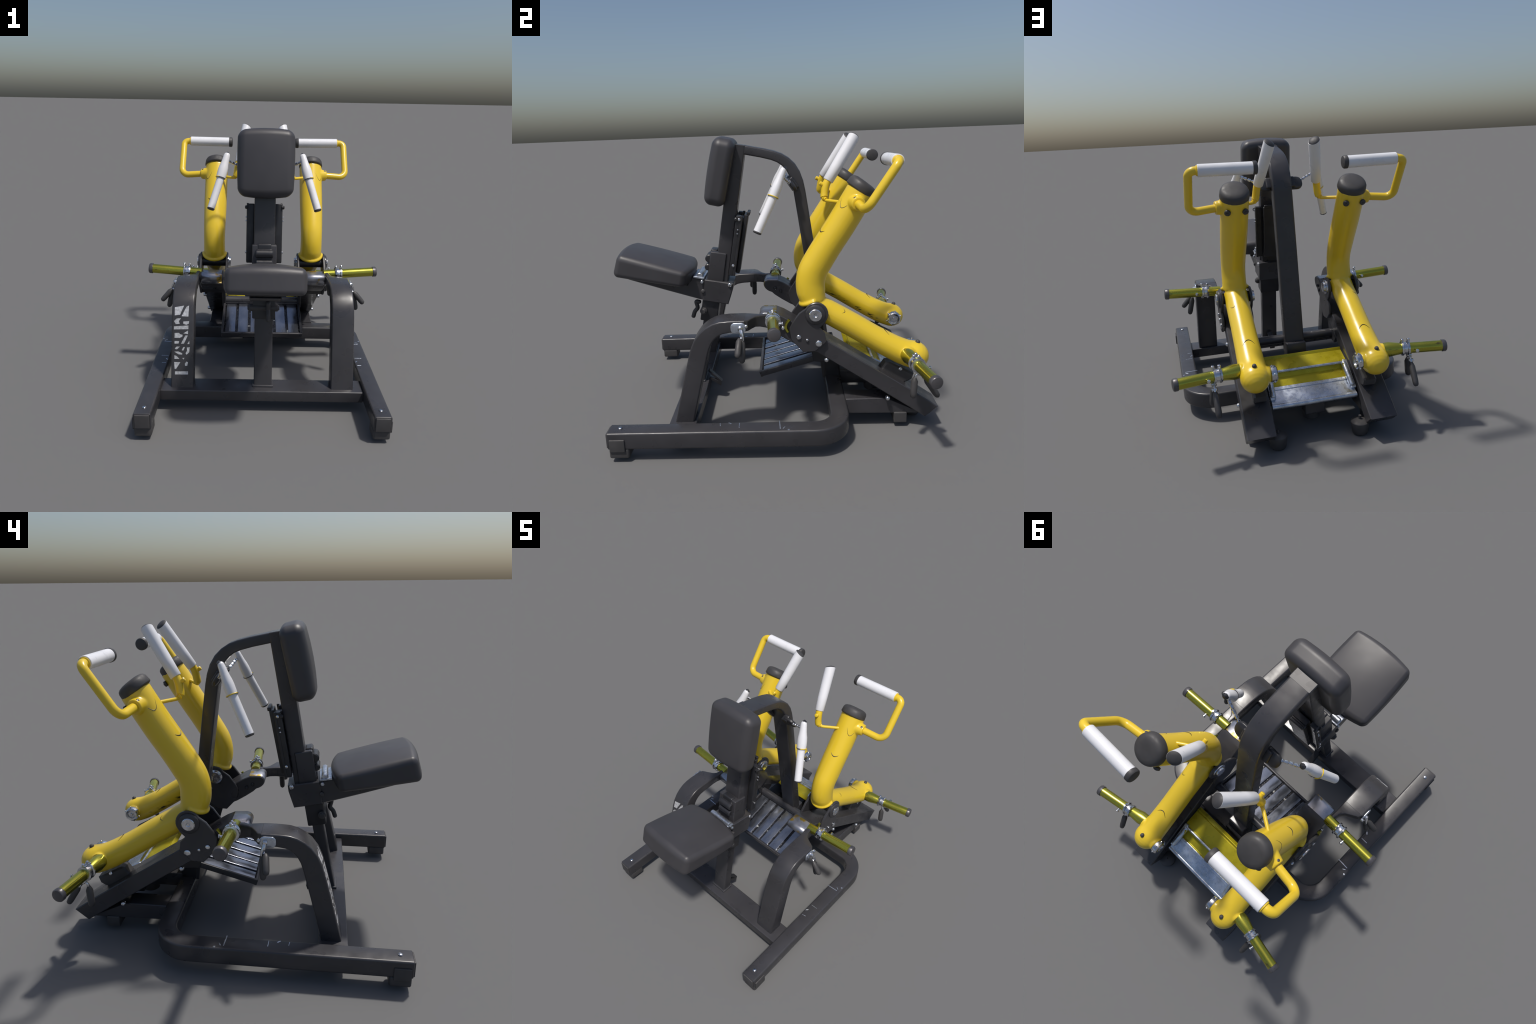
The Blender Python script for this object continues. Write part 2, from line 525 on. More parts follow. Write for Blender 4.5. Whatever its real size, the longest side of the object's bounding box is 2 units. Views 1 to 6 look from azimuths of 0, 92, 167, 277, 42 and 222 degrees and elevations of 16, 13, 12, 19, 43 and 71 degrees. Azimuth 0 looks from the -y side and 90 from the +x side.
place("floor_bracket", finish(bm), STEEL_BLACK, seat_post)

# tilted beam under the seat, with the box that carries the upright
bm = new()
slab(bm, [(-0.945, 0.915), (-0.930, 0.893), (-0.690, 0.815), (-0.470, 0.746), (-0.287, 0.711), (-0.252, 0.812), (-0.247, 0.848), (-0.430, 0.880), (-0.560, 0.905), (-0.80, 0.955)], -0.088, 0.088, 0.006)
beam = place("seat_beam", finish(bm), STEEL)
bm = new()
slab(bm, [(-0.452, 0.740), (-0.285, 0.709), (-0.250, 0.812), (-0.245, 0.849), (-0.432, 0.882)], -0.098, 0.098, 0.005)
place("seat_bracket", finish(bm), STEEL, beam)
bm = new()
block(bm, (0.196, 0.075, 0.014), lean((0, -0.468, 0.895), 1, -0.18) @ Matrix.Rotation(math.radians(90), 4, "X"), r=0.004)
tube(bm, [(-0.088, -0.462, 0.905), (0.088, -0.462, 0.905)], 0.020, 16, cap=0.004)
tube(bm, [(-0.104, -0.448, 0.868), (0.104, -0.448, 0.868)], 0.011, 14, cap=0.003)
place("hinge_plate", finish(bm), STEEL_BRUSHED, beam)
for y, z, r in ((-0.268, 0.842, 0.014), (-0.268, 0.836, 0.008)):
    bolt("bolt", (0.098, y, z), X, r, 0.011, CHROME, both=(beam, beam))
bolt("bolt", (0.098, -0.445, 0.805), X, 0.014, 0.010, RUBBER, both=(beam, beam))

def pad_warp_seat(p):
    u = p.y / 0.221                                   # -1 front .. 1 rear
    w = max(0.0, 1 - (p.x / 0.222) ** 2)
    top = max(0.0, p.z / 0.060)
    p.z *= 1.0 - 0.20 * u
    p.z += top * 0.027 * w * max(0.0, 1 - 0.5 * u * u)
    if u < 0:
        p.y -= 0.022 * w * u * u + 0.004 * u * (p.z / 0.06)
    else:
        p.y += 0.036 * w * u * u
    p.x *= 1.0 + 0.035 * (1 - u * u) + 0.012 * u
    return p
bm = new()
d = V((0, 1, -0.24)).normalized()
block(bm, (0.448, 0.442, 0.122), frame((0, -0.7535, 0.963), X, d, X.cross(d)), r=(0.030, 0.032, 0.030), warp=pad_warp_seat, n=6, flat=10)
seat_me = finish(bm, 60)
seat = place("seat_pad", seat_me, VINYL)
# piping worn to yellow down one front corner
bm = new()
def corner(z):
    return max((v.co for v in seat_me.vertices if abs(v.co.z - z) < 0.02), key=lambda c: c.x - c.y * 1.0)
tube(bm, [corner(z) + V((-0.0022, 0.0022, 0)) for z in (1.052, 1.028, 1.004, 0.980)], [0.001, 0.003, 0.003, 0.001], 8)
place("worn_piping", finish(bm), YELLOW, seat)
bm = new()
d = V((0, 1, -0.2)).normalized()
block(bm, (0.225, 0.42, 0.024), frame((0, -0.745, 0.898), X, d, X.cross(d)), r=0.006)
place("seat_board", finish(bm), STEEL_BLACK, seat)

# ================================================================== UPRIGHT, CHEST PAD, OVERHEAD ARCH
bm = new()
bar(bm, [(0, -0.338, 0.80), (0, -0.174, 1.730)], 0.136, 0.090, X, r=0.008)
up = place("upright_post", finish(bm), STEEL)
bm = new()
block(bm, (0.158, 0.106, 0.200), lean((0, -0.348, 0.955), 0.176, 1), r=0.008)
place("post_sleeve", finish(bm), STEEL, up)
bm = new()
block(bm, (0.09, 0.045, 0.055), lean((0, -0.368, 1.040), 0.176, 1), r=0.01)
tube(bm, [(-0.050, -0.398, 1.010), (0.050, -0.398, 1.010)], 0.027, 18, cap=0.006)
tube(bm, [(-0.048, -0.410, 0.952), (0.048, -0.410, 0.952)], 0.022, 18, cap=0.006)
block(bm, (0.10, 0.03, 0.17), lean((0, -0.392, 0.955), 0.176, 1), r=0.008)
place("adjuster_latch", finish(bm), STEEL_BLACK, up)
# channel-shaped guide rail on the back of the upright
bm = new()
block(bm, (0.126, 0.026, 0.390), lean((0, -0.180, 1.100), 0.196, 1), r=0.006)
block(bm, (0.100, 0.060, 0.360), lean((0, -0.205, 1.095), 0.190, 1), r=0.004)
block(bm, (0.118, 0.020, 0.022), lean((0, -0.130, 1.296), 0.196, 1), r=0.006)
for sx in (-1, 1):
    block(bm, (0.050, 0.030, 0.392), lean((sx * 0.092, -0.222, 1.100), 0.180, 1), r=0.006)
    block(bm, (0.014, 0.016, 0.392), lean((sx * 0.112, -0.202, 1.100), 0.180, 1), r=0.004)
    lathe(bm, (sx * 0.112, -0.205, 1.272), X * sx, [(0, 0.012), (0.014, 0.012), (0.018, 0.007)], 14)
guide = place("guide_channel", finish(bm), STEEL_BLACK, up)
bm = new()
for sx in (-1, 1):
    for z, rr in ((1.270, 0.009), (1.205, 0.005), (1.180, 0.005), (0.975, 0.009)):
        y = -0.216 + (z - 1.095) * 0.18
        lathe(bm, (sx * 0.118, y, z), X * sx, [(0, rr), (0.006, rr), (0.009, rr * 0.5)], 12)
place("bolt", finish(bm), CHROME, guide, kind="stuff")

def pad_warp_back(p):
    u = p.z / 0.200                                   # -1 bottom .. 1 top
    w = max(0.0, 1 - (p.x / 0.180) ** 2)
    p.y *= 1 + (0.07 if p.y < 0 else 0.0) * u
    p.x *= 1 + 0.03 * (1 - u * u) + 0.01 * u
    if p.y < 0:
        p.y -= 0.020 * w * max(0.0, 1 - u * u * 0.8)
    p.z += 0.016 * w * u
    return p
bm = new()
az = V((0, 0.235, 1)).normalized()
block(bm, (0.350, 0.130, 0.400), frame((0, -0.292, 1.566), X, az.cross(X), az), r=(0.050, 0.044, 0.046), warp=pad_warp_back, n=6, flat=10)
chest = place("chest_pad", finish(bm, 60), VINYL)

# overhead arch: centre line in (y, z) and thickness
arch = [(-0.150, 1.697, .056), (-0.034, 1.673, .057), (0.035, 1.655, .058), (0.078, 1.638, .060), (0.116, 1.612, .063), (0.148, 1.578, .067), (0.172, 1.535, .071),
        (0.188, 1.485, .073), (0.198, 1.430, .075), (0.2165, 1.300, .075), (0.246, 1.085, .075), (0.2575, 1.00, .075), (0.362, 0.17, .075)]
bm = new()
bar(bm, [(0, y, z) for y, z, t in arch], 0.131, 0.07, X, r=0.011, hs=[t for _, _, t in arch])
over = place("overhead_arch", finish(bm), STEEL)
bm = new()
block(bm, (0.014, 0.003, 0.13), lean((0, 0.2255, 0.89), 0.127, 1), r=0.0012)
place("slot", finish(bm), STEEL_BLACK, over)
bm = new()
block(bm, (0.150, 0.10, 0.16), Matrix.Translation((0, 0.39, 0.235)), r=0.01)
place("arch_foot", finish(bm), STEEL_BLACK, over)
bm = new()
block(bm, (0.134, 0.112, 0.270), lean((0, 0.364, 0.300), 0.126, -1), r=0.009)
place("arch_sleeve", finish(bm), STEEL, over)

# side lugs with links and hanging handles
bm = new()
mtx = frame((0.100, 0.152, 1.475), X, V((0, 0.55, -0.83)).normalized(), V((0, 0.83, 0.55)).normalized())
block(bm, (0.110, 0.092, 0.034), mtx, r=(0.040, 0.040, 0.012), n=4)
block(bm, (0.05, 0.080, 0.050), frame((0.075, 0.155, 1.478), X, V((0, 0.55, -0.83)).normalized(), V((0, 0.83, 0.55)).normalized()), r=0.01)
lug = pair("handle_lug", finish(bm), STEEL_BLACK, (over, over))
bm = new()
lk = [V((0.140, 0.138, 1.487)), V((0.175, 0.125, 1.502)), V((0.215, 0.113, 1.518)), V((0.262, 0.098, 1.540))]
tube(bm, lk, 0.0055, 10)
for i, t in enumerate((0.02, 0.22, 0.42, 0.62, 0.8)):
    p = lk[0].lerp(lk[3], t)
    tube(bm, [p, lk[0].lerp(lk[3], t + 0.11)], 0.010, 8, cap=0.003)
pair("link_chain", finish(bm), CHROME, (over, over))
h0, h1, h2 = V((0.262, 0.104, 1.585)), V((0.305, 0.036, 1.425)), V((0.367, -0.062, 1.226))
def along(a, b, stops):
    return [a.lerp(b, t) for t, _ in stops], [r for _, r in stops]
bm = new()
p, r = along(h0, h1, ((-0.03, 0.012), (0.0, 0.018), (0.06, 0.0215), (0.25, 0.0245), (0.4, 0.0275), (0.55, 0.0325), (0.68, 0.0345), (0.86, 0.0345), (0.985, 0.033), (1.0, 0.030)))
tube(bm, p, r, 24, ry=0.0105, up=X)
p, r = along(h1, h2, ((-0.05, 0.0265), (0.975, 0.0255)))
tube(bm, p, r, 20)
hang = pair("hanging_handle", finish(bm), WHITE)
bm = new()
p, r = along(h1, h2, ((0.970, 0.0258), (0.995, 0.0258)))
tube(bm, p, r, 20, cap=0.004)
pair("end_cap", finish(bm), RUBBER, hang)
bm = new()
p, r = along(h0, h1, ((-0.075, 0.004), (-0.045, 0.010), (-0.022, 0.0150), (0.0, 0.0187)))
p = [q + V((0, 0.006, 0.0)) for q in p]
tube(bm, p, r, 14, ry=0.0035, up=X)
pair("tip", finish(bm), STEEL_BLACK, hang)
bm = new()
p, r = along(h0, h1, ((0.975, 0.0338), (1.0, 0.0338)))
tube(bm, p, r, 24)
pair("seam_ring", finish(bm), HORN_CAP, hang)
bm = new()
hx = (h1 - h0).normalized()
hu = (X - hx * hx.x).normalized()
hv = hx.cross(hu)
tube(bm, [h1 - hx * 0.003 + (hu * math.cos(q) + hv * math.sin(q)) * 0.0335 for q in [math.radians(a) for a in range(-70, 71, 14)]], 0.0032, 8)
pair("seam_band", finish(bm), YELLOW, hang)

# ================================================================== SLOPING BEAMS AND PIVOT PLATES
NOSE_ARC = [(-0.010, 0.672), (-0.026, 0.678), (-0.041, 0.687), (-0.054, 0.700), (-0.062, 0.715), (-0.0645, 0.729), (-0.061, 0.743), (-0.051, 0.754), (-0.035, 0.760)]
bm = new()
slab(bm, [(0.995, 0.143), (0.917, 0.078), (0.60, 0.292), (0.273, 0.510), (0.120, 0.580), (0.063, 0.615), (0.010, 0.652)] + NOSE_ARC + [(0.035, 0.757), (0.080, 0.737), (0.333, 0.580), (0.60, 0.408), (0.852, 0.243)], 0.281, 0.452, 0.005)
slope = pair("sloping_beam", finish(bm), STEEL)

PIV = V((0, 0.262, 0.757))
def arc(c, r, a0, a1, n=8):
    return [(c[0] + r * math.cos(math.radians(a0 + (a1 - a0) * k / n)), c[1] + r * math.sin(math.radians(a0 + (a1 - a0) * k / n))) for k in range(n + 1)]
plate = arc((0.268, 0.757), 0.070, -20, 150, 12) + [(0.168, 0.764), (0.128, 0.708), (0.110, 0.675), (0.118, 0.602), (0.190, 0.523), (0.258, 0.527), (0.325, 0.583), (0.317, 0.640), (0.288, 0.672), (0.318, 0.702)]
bm = new()
slab(bm, plate, 0.455, 0.474, 0.004)
pair("pivot_plate", finish(bm), STEEL, slope)
bm = new()
slab(bm, plate, 0.262, 0.279, 0.004)
pair("pivot_plate", finish(bm), STEEL, slope)
# bright wrap around the rounded nose of the beam
bm = new()
slab(bm, [(0.022, 0.661)] + [(y * 1.045 - 0.001, 0.722 + (z - 0.722) * 1.07) for y, z in NOSE_ARC] + [(0.036, 0.7605), (0.040, 0.740), (0.0, 0.72), (0.02, 0.69)], 0.292, 0.440, 0.004)
pair("beam_nose", finish(bm, 50), NOSE, slope)
# small gilded stop beside the pivot plate
bm = new()
tube(bm, smooth_path([(0.461, 0.112, 0.725), (0.461, 0.094, 0.700), (0.461, 0.090, 0.672), (0.461, 0.100, 0.648)], 4), 0.009, 10)
pair("stop_lip", finish(bm), HORN, slope)
# gusset that closes the pivot plates below the beam
bm = new()
slab(bm, [(0.108, 0.660), (0.116, 0.604), (0.193, 0.526), (0.256, 0.530), (0.300, 0.560), (0.280, 0.600)], 0.277, 0.457, 0.004)
pair("pivot_gusset", finish(bm), STEEL_BLACK, slope)
# hanger that carries the foot plate on the inner side of each beam
bm = new()
slab(bm, [(0.215, 0.545), (0.246, 0.440), (0.254, 0.388), (0.345, 0.380), (0.366, 0.400), (0.400, 0.432), (0.330, 0.490)], 0.280, 0.306, 0.004)
pair("foot_plate_hanger", finish(bm), STEEL_BLACK, slope)
# pivot boss, shaft and bolts
bm = new()
lathe(bm, (0.470, PIV.y, PIV.z), X, [(0, 0.060), (0.012, 0.058), (0.018, 0.050)], 32)
pair("pivot_boss", finish(bm), STEEL, slope)
bm = new()
lathe(bm, (0.484, PIV.y, PIV.z), X, [(0, 0.037), (0.010, 0.037), (0.013, 0.033), (0.012, 0.012), (0.008, 0.008)], 24)
pair("pivot_bolt", finish(bm), CHROME, slope)
bm = new()
lathe(bm, (0.266, PIV.y, PIV.z), -X, [(0, 0.050), (0.010, 0.048), (0.014, 0.036), (0.024, 0.034), (0.026, 0.012)], 28)
pair("pivot_bolt", finish(bm), CHROME, slope)
bm = new()
tube(bm, [(0.27, PIV.y, PIV.z), (0.46, PIV.y, PIV.z)], 0.036, 20)
pair("pivot_shaft", finish(bm), STEEL_BLACK, slope)
for y, z, rr in ((0.163, 0.620, 0.014), (0.212, 0.601, 0.009), (0.279, 0.578, 0.019)):
    bolt("bolt", (0.474, y, z), X, rr, 0.010, CHROME, both=slope)
for y, z in ((0.014, 0.702), (0.054, 0.678)):
    bolt("bolt", (0.281, y, z), -X, 0.012, 0.012, STEEL_BLACK, both=slope)
bolt("bolt", (0.44, 0.325, 0.462), X, 0.014, 0.022, CHROME, both=slope)
bolt("bolt", (0.44, 0.69, 0.205), X, 0.014, 0.022, CHROME, both=slope)
bolt("bolt", (0.453, 0.072, 0.672), X, 0.012, 0.012, CHROME, both=slope)
# round-edged bumper block under each lower arm
bm = new()
slab(bm, [(0.654, 0.352), (0.690, 0.402), (0.715, 0.404), (0.862, 0.326), (0.850, 0.290), (0.820, 0.272), (0.785, 0.268), (0.735, 0.285), (0.690, 0.312)], 0.297, 0.378, 0.010)
bump = pair("bumper", finish(bm), RUBBER, slope)
bolt("bolt", (0.378, 0.778, 0.360), X, 0.011, 0.008, CHROME, both=bump)

# ================================================================== FOOT PLATE
ft = V((0, 0.365, 0.105)).normalized()
fn = X.cross(ft)
def on_plate(x, s, lift=0.0):
    return V((x, -0.080, 0.297)) + ft * s + fn * lift
LEN = 0.375
bm = new()
for sx in (-1, 1):
    block(bm, (0.016, LEN, 0.036), frame(on_plate(sx * 0.288, LEN / 2, 0.008), X, ft, fn), r=0.004)
block(bm, (0.59, 0.018, 0.040), frame(on_plate(0, 0.006, 0.006), X, ft, fn), r=0.006)
block(bm, (0.59, 0.018, 0.036), frame(on_plate(0, LEN - 0.006, 0.008), X, ft, fn), r=0.006)
fp = place("foot_plate", finish(bm), STEEL)
bm = new()
block(bm, (0.575, LEN - 0.01, 0.012), frame(on_plate(0, LEN / 2, -0.001), X, ft, fn), r=0.003, flat=12)
place("tread_groove", finish(bm), GROOVE, fp)
bm = new()
block(bm, (0.074, LEN - 0.035, 0.020), frame(V((0, 0, 0)), X, ft, fn), r=(0.002, 0.004, 0.002))
me = finish(bm)
me.materials.append(TREAD)
me.name = "tread_slat"
for i in range(6):
    o = place("tread_slat", me, TREAD, fp)
    o.location = on_plate(-0.2325 + i * 0.093, LEN / 2, 0.004 + 0.002 * math.sin(i * 2.1))
bm = new()
tube(bm, [(-0.300, 0.288, 0.434), (0.300, 0.288, 0.434)], 0.029, 20)
place("foot_plate_bar", finish(bm), STEEL)

# ================================================================== CHANNEL BETWEEN THE REAR BEAMS
def strip(bm, x, a, b, t, r=0.003):
    """flat strip of width x whose outer face runs between two (y, z) lines"""
    a, b = V((0, *a)), V((0, *b))
    d = (b - a).normalized()
    n = X.cross(d)
    block(bm, (x, (b - a).length, t), frame((a + b) / 2 - n * t / 2, X, d, n), r=r)
bm = new()
strip(bm, 0.545, (0.498, 0.428), (0.512, 0.406), 0.030)
strip(bm, 0.545, (0.510, 0.412), (0.634, 0.372), 0.012)
strip(bm, 0.500, (0.632, 0.372), (0.644, 0.336), 0.010)
strip(bm, 0.470, (0.641, 0.342), (0.712, 0.296), 0.012)
strip(bm, 0.490, (0.700, 0.308), (0.708, 0.303), 0.016)
for sx in (-1, 1):
    block(bm, (0.012, 0.095, 0.060), frame((sx * 0.236, 0.672, 0.332), X, V((0, 0.74, -0.67)), V((0, 0.67, 0.74))), r=0.004)
bmesh.ops.translate(bm, vec=(0, 0, -0.018), verts=bm.verts)
chan = place("cross_channel", finish(bm), OLIVE)
bm = new()
tube(bm, [(-0.255, 0.634, 0.378), (0.255, 0.634, 0.378)], 0.009, 14)
strip(bm, 0.530, (0.704, 0.314), (0.726, 0.302), 0.020)
strip(bm, 0.530, (0.722, 0.300), (0.806, 0.250), 0.014)
tube(bm, [(-0.265, 0.806, 0.236), (0.265, 0.806, 0.236)], 0.0165, 16)
for sx in (-1, 1):
    block(bm, (0.032, 0.205, 0.030), frame((sx * 0.256, 0.700, 0.324), X, V((0, 0.82, -0.57)), V((0, 0.57, 0.82))), r=0.006)
    tube(bm, [(sx * 0.244, 0.640, 0.374), (sx * 0.246, 0.690, 0.346), (sx * 0.250, 0.772, 0.286)], 0.018, 14, dome=0.010)
bmesh.ops.translate(bm, vec=(0, 0, -0.018), verts=bm.verts)
place("channel_plate", finish(bm), STEEL_BRUSHED, chan)
bm = new()
block(bm, (0.54, 0.10, 0.075), Matrix.Translation((0, 0.67, 0.215)), r=0.010)
place("rear_crossbar", finish(bm), STEEL_BLACK)

# ================================================================== LEVER ARMS
AX = 0.365
# upper leg: centre line (x, y, z, half-width in x, half-depth)
upper = [(AX, 0.540, 1.452, .086, .084), (AX, 0.482, 1.355, .086, .085), (AX, 0.420, 1.255, .086, .086), (AX, 0.352, 1.152, .085, .086), (AX, 0.292, 1.055, .082, .087),
         (AX, 0.257, 0.990, .080, .087), (AX, 0.242, 0.925, .079, .087), (AX, 0.244, 0.865, .080, .086), (AX, 0.256, 0.810, .081, .076)]
lower = [(AX, 0.270, 0.790, .080, .060), (AX, 0.330, 0.745, .077, .071), (AX, 0.405, 0.699, .077, .072), (AX, 0.500, 0.641, .076, .072), (AX, 0.610, 0.571, .077, .072),
         (AX, 0.720, 0.506, .080, .075), (AX, 0.800, 0.466, .083, .079), (AX, 0.858, 0.448, .088, .084)]
def oval(bm, rows, n=36, dome0=0, dome1=0.0, per=5):
    pts = smooth_path([r[:3] for r in rows], per)
    def ip(k):
        vals = []
        for i in range(len(rows) - 1):
            for q in range(per):
                vals.append(rows[i][k] + (rows[i + 1][k] - rows[i][k]) * q / per)
        return vals + [rows[-1][k]]
    a, b = ip(3), ip(4)
    tg = tangents(pts)
    rings = []
    for i, (p, t) in enumerate(zip(pts, tg)):
        v = t.cross(X).normalized()
        rings.append([p + X * c + v * s for c, s in circle(a[i], n, b[i])])
    if dome1:
        p, t = pts[-1], tg[-1]
        v = t.cross(X).normalized()
        for q in (15, 30, 45, 60, 72, 82):
            q = math.radians(q)
            rings.append([p + t * dome1 * math.sin(q) + (X * c + v * s) * math.cos(q) for c, s in circle(a[-1], n, b[-1])])
    skin(bm, rings)
bm = new()
oval(bm, upper)
oval(bm, lower, dome1=0.092)
# flared lip at the heel of the arm
lip = [V((AX + 0.083 * math.sin(q), 0.262 - 0.080 * math.cos(q), 0.796 - 0.004 * math.cos(q) + 0.03 * (1 - math.cos(q)))) for q in [math.radians(d) for d in range(-88, 89, 8)]]
tube(bm, lip, 0.014, 12, dome=0.01)
# hub for the lower weight horn
tube(bm, [(AX - 0.092, 0.862, 0.458), (AX + 0.04, 0.845, 0.458)], 0.046, 24)
tube(bm, [(AX + 0.02, 0.805, 0.475), (AX + 0.082, 0.812, 0.478)], 0.046, 24)
# mount flange at the upper end for the grip handle
tube(bm, [(0.42, 0.500, 1.393), (0.462, 0.508, 1.392), (0.484, 0.511, 1.391)], [0.050, 0.043, 0.040], 24)
raw = bpy.data.meshes.new("raw")
bmesh.ops.recalc_face_normals(bm, faces=bm.faces)
bm.to_mesh(raw)
bm.free()
tmp = bpy.data.objects.new("raw", raw)
bpy.context.scene.collection.objects.link(tmp)
rm = tmp.modifiers.new("r", "REMESH")
rm.mode = "VOXEL"
rm.voxel_size = 0.0045
sm = tmp.modifiers.new("s", "SMOOTH")
sm.factor = 0.5
sm.iterations = 10
arm_me = bpy.data.meshes.new_from_object(tmp.evaluated_get(bpy.context.evaluated_depsgraph_get()))
bpy.data.objects.remove(tmp)
for p in arm_me.polygons:
    p.use_smooth = True
arm_me.name = "lever_arm"
arms = pair("lever_arm", arm_me, ARM_PAINT)

# rubber cap on the top end
ua = V((0, 0.61, 0.79))
bm = new()
lathe(bm, V((AX, 0.529, 1.453)), ua, [(-0.004, 0.080), (0.0, 0.0875), (0.004, 0.090), (0.036, 0.0875), (0.048, 0.082), (0.056, 0.071), (0.061, 0.052), (0.062, 0.02)], 36, up=X)
pair("arm_cap", finish(bm, 50), RUBBER, arms)
# bolts around the cap on the rear face
for dx in (-0.052, 0.052):
    bm = new()
    pc = V((AX + dx, 0.595 - abs(dx) * 0.2, 1.368))
    lathe(bm, pc - V((0, 0.012, 0)), V((dx * 4, 0.83, -0.45)), [(0, 0.019), (0.012, 0.019), (0.016, 0.014), (0.015, 0.007), (0.019, 0.006)], 18)
    pair("bolt", finish(bm), RUBBER, arms)
bolt("bolt", (0.470, 0.495, 1.420), V((0.2, -0.5, 0.85)), 0.010, 0.012, HORN_CAP, both=arms)
bolt("bolt", (0.369, 0.876, 0.520), V((0, 0.45, 0.9)), 0.0135, 0.024, RUBBER, both=arms)

# locking knob on the inner side of the knuckle
bm = new()
lathe(bm, (0.278, 0.862, 0.458), -X, [(0, 0.040), (0.004, 0.047), (0.016, 0.049), (0.034, 0.046), (0.040, 0.038), (0.038, 0.028), (0.030, 0.024), (0.030, 0.010), (0.042, 0.008)], 28)
for k in range(6):
    q = math.radians(60 * k + 20)
    lathe(bm, (0.258, 0.862 + 0.047 * math.cos(q), 0.458 + 0.047 * math.sin(q)), V((0, math.cos(q), math.sin(q))), [(-0.004, 0.007), (0.006, 0.006), (0.009, 0.003)], 10)
pair("lock_knob", finish(bm), CHROME, arms)

# dark crescent scuffs pressed into the paint, on the outer faces of the upper and lower tubes
def tube_mark(bm, row_a, row_b, t, a0, a1, sag, r):
    """thin arc lying on the tube between two spine rows, swept over a range of angles"""
    pa, pb = V(row_a[:3]).lerp(V(row_b[:3]), t), (V(row_b[:3]) - V(row_a[:3])).normalized()
    v = pb.cross(X).normalized()
    ra, rb = row_a[3] + (row_b[3] - row_a[3]) * t, row_a[4] + (row_b[4] - row_a[4]) * t
    n = 12
    pts, rad = [], []
    for k in range(n + 1):
        q = math.radians(a0 + (a1 - a0) * k / n)
        w = math.sin(math.pi * k / n)
        pts.append(pa + pb * (sag * w) + X * (ra - 0.0008) * math.cos(q) + v * (rb - 0.0008) * math.sin(q))
        rad.append(r * (0.25 + 0.75 * w))
    tube(bm, pts, rad, 8)
bm = new()
tube_mark(bm, upper[2], upper[3], 0.55, 52, 92, 0.018, 0.0036)
tube_mark(bm, lower[4], lower[5], 0.55, -118, -62, -0.030, 0.0024)
tube_mark(bm, lower[1], lower[2], 0.9, -70, -40, 0.014, 0.0022)
tube_mark(bm, upper[0], upper[1], 0.75, 20, 70, 0.05, 0.0022)
pair("paint_scuff", finish(bm), SCRATCH, arms, kind="stuff")

# outward grip handles
bm = new()
tube(bm, fillet([(0.475, 0.511, 1.391), (0.638, 0.530, 1.377), (0.634, 0.700, 1.626), (0.560, 0.700, 1.6245)], [0.055, 0.05], 10), 0.0243, 20)
lathe(bm, (0.588, 0.700, 1.625), -X, [(-0.004, 0.024), (0, 0.030), (0.014, 0.030)], 24)
gh = pair("grip_handle", finish(bm), YELLOW, arms)
bm = new()
tube(bm, [(0.580, 0.700, 1.625), (0.274, 0.702, 1.622)], 0.0356, 28, cap=0.002)
pair("grip_sleeve", finish(bm), WHITE, gh)
bm = new()
lathe(bm, (0.278, 0.702, 1.622), -X, [(0, 0.035), (0.002, 0.0385), (0.020, 0.0385), (0.026, 0.034), (0.029, 0.022), (0.030, 0.008)], 28)
pair("grip_cap", finish(bm), RUBBER, gh)

# inner slanted handles on thin brackets
bm = new()
tube(bm, fillet([(0.335, 0.420, 1.388), (0.245, 0.362, 1.386), (0.212, 0.344, 1.387), (0.200, 0.345, 1.43)], [0.01, 0.02], 5), 0.0105, 14)
tube(bm, smooth_path([(0.228, 0.352, 1.392), (0.212, 0.343, 1.400), (0.203, 0.344, 1.425), (0.196, 0.354, 1.475), (0.188, 0.372, 1.510)], 5), [0.013] * 3 + [0.019] * 3 + [0.024] * 15, 18)
tube(bm, [(0.199, 0.340, 1.475), (0.199, 0.318, 1.487)], 0.013, 12, cap=0.004)
sh = pair("slanted_handle", finish(bm), YELLOW, arms)
s0, s1 = V((0.189, 0.366, 1.498)), V((0.138, 0.524, 1.745))
bm = new()
ax = (s1 - s0).normalized()
outd = V((1.0, -0.15, 0.0))
outd = (outd - ax * outd.dot(ax)).normalized()
sid = ax.cross(outd)
def slant_ring(at, r, k, n=28):
    """ring around the grip axis, tilted so the outer front side reaches further up"""
    return [s0 + ax * (at + k * (a / r)) + outd * a + sid * b for a, b in circle(r, n)]
ln = (s1 - s0).length
bm = bmesh.new()
skin(bm, [slant_ring(0, 0.029, 0), slant_ring(0.004, 0.032, 0), slant_ring(0.10, 0.034, 0), slant_ring(ln - 0.03, 0.0355, 0), slant_ring(ln + 0.006, 0.0355, 0.010)])
pair("grip_sleeve", finish(bm), WHITE, sh)
bm = new()
skin(bm, [slant_ring(ln + 0.001, 0.0345, 0.010), slant_ring(ln + 0.0075, 0.0345, 0.010), slant_ring(ln + 0.013, 0.029, 0.008), slant_ring(ln + 0.018, 0.014, 0.004), slant_ring(ln + 0.019, 0.004, 0.001)])
pair("grip_cap", finish(bm), RUBBER, sh)

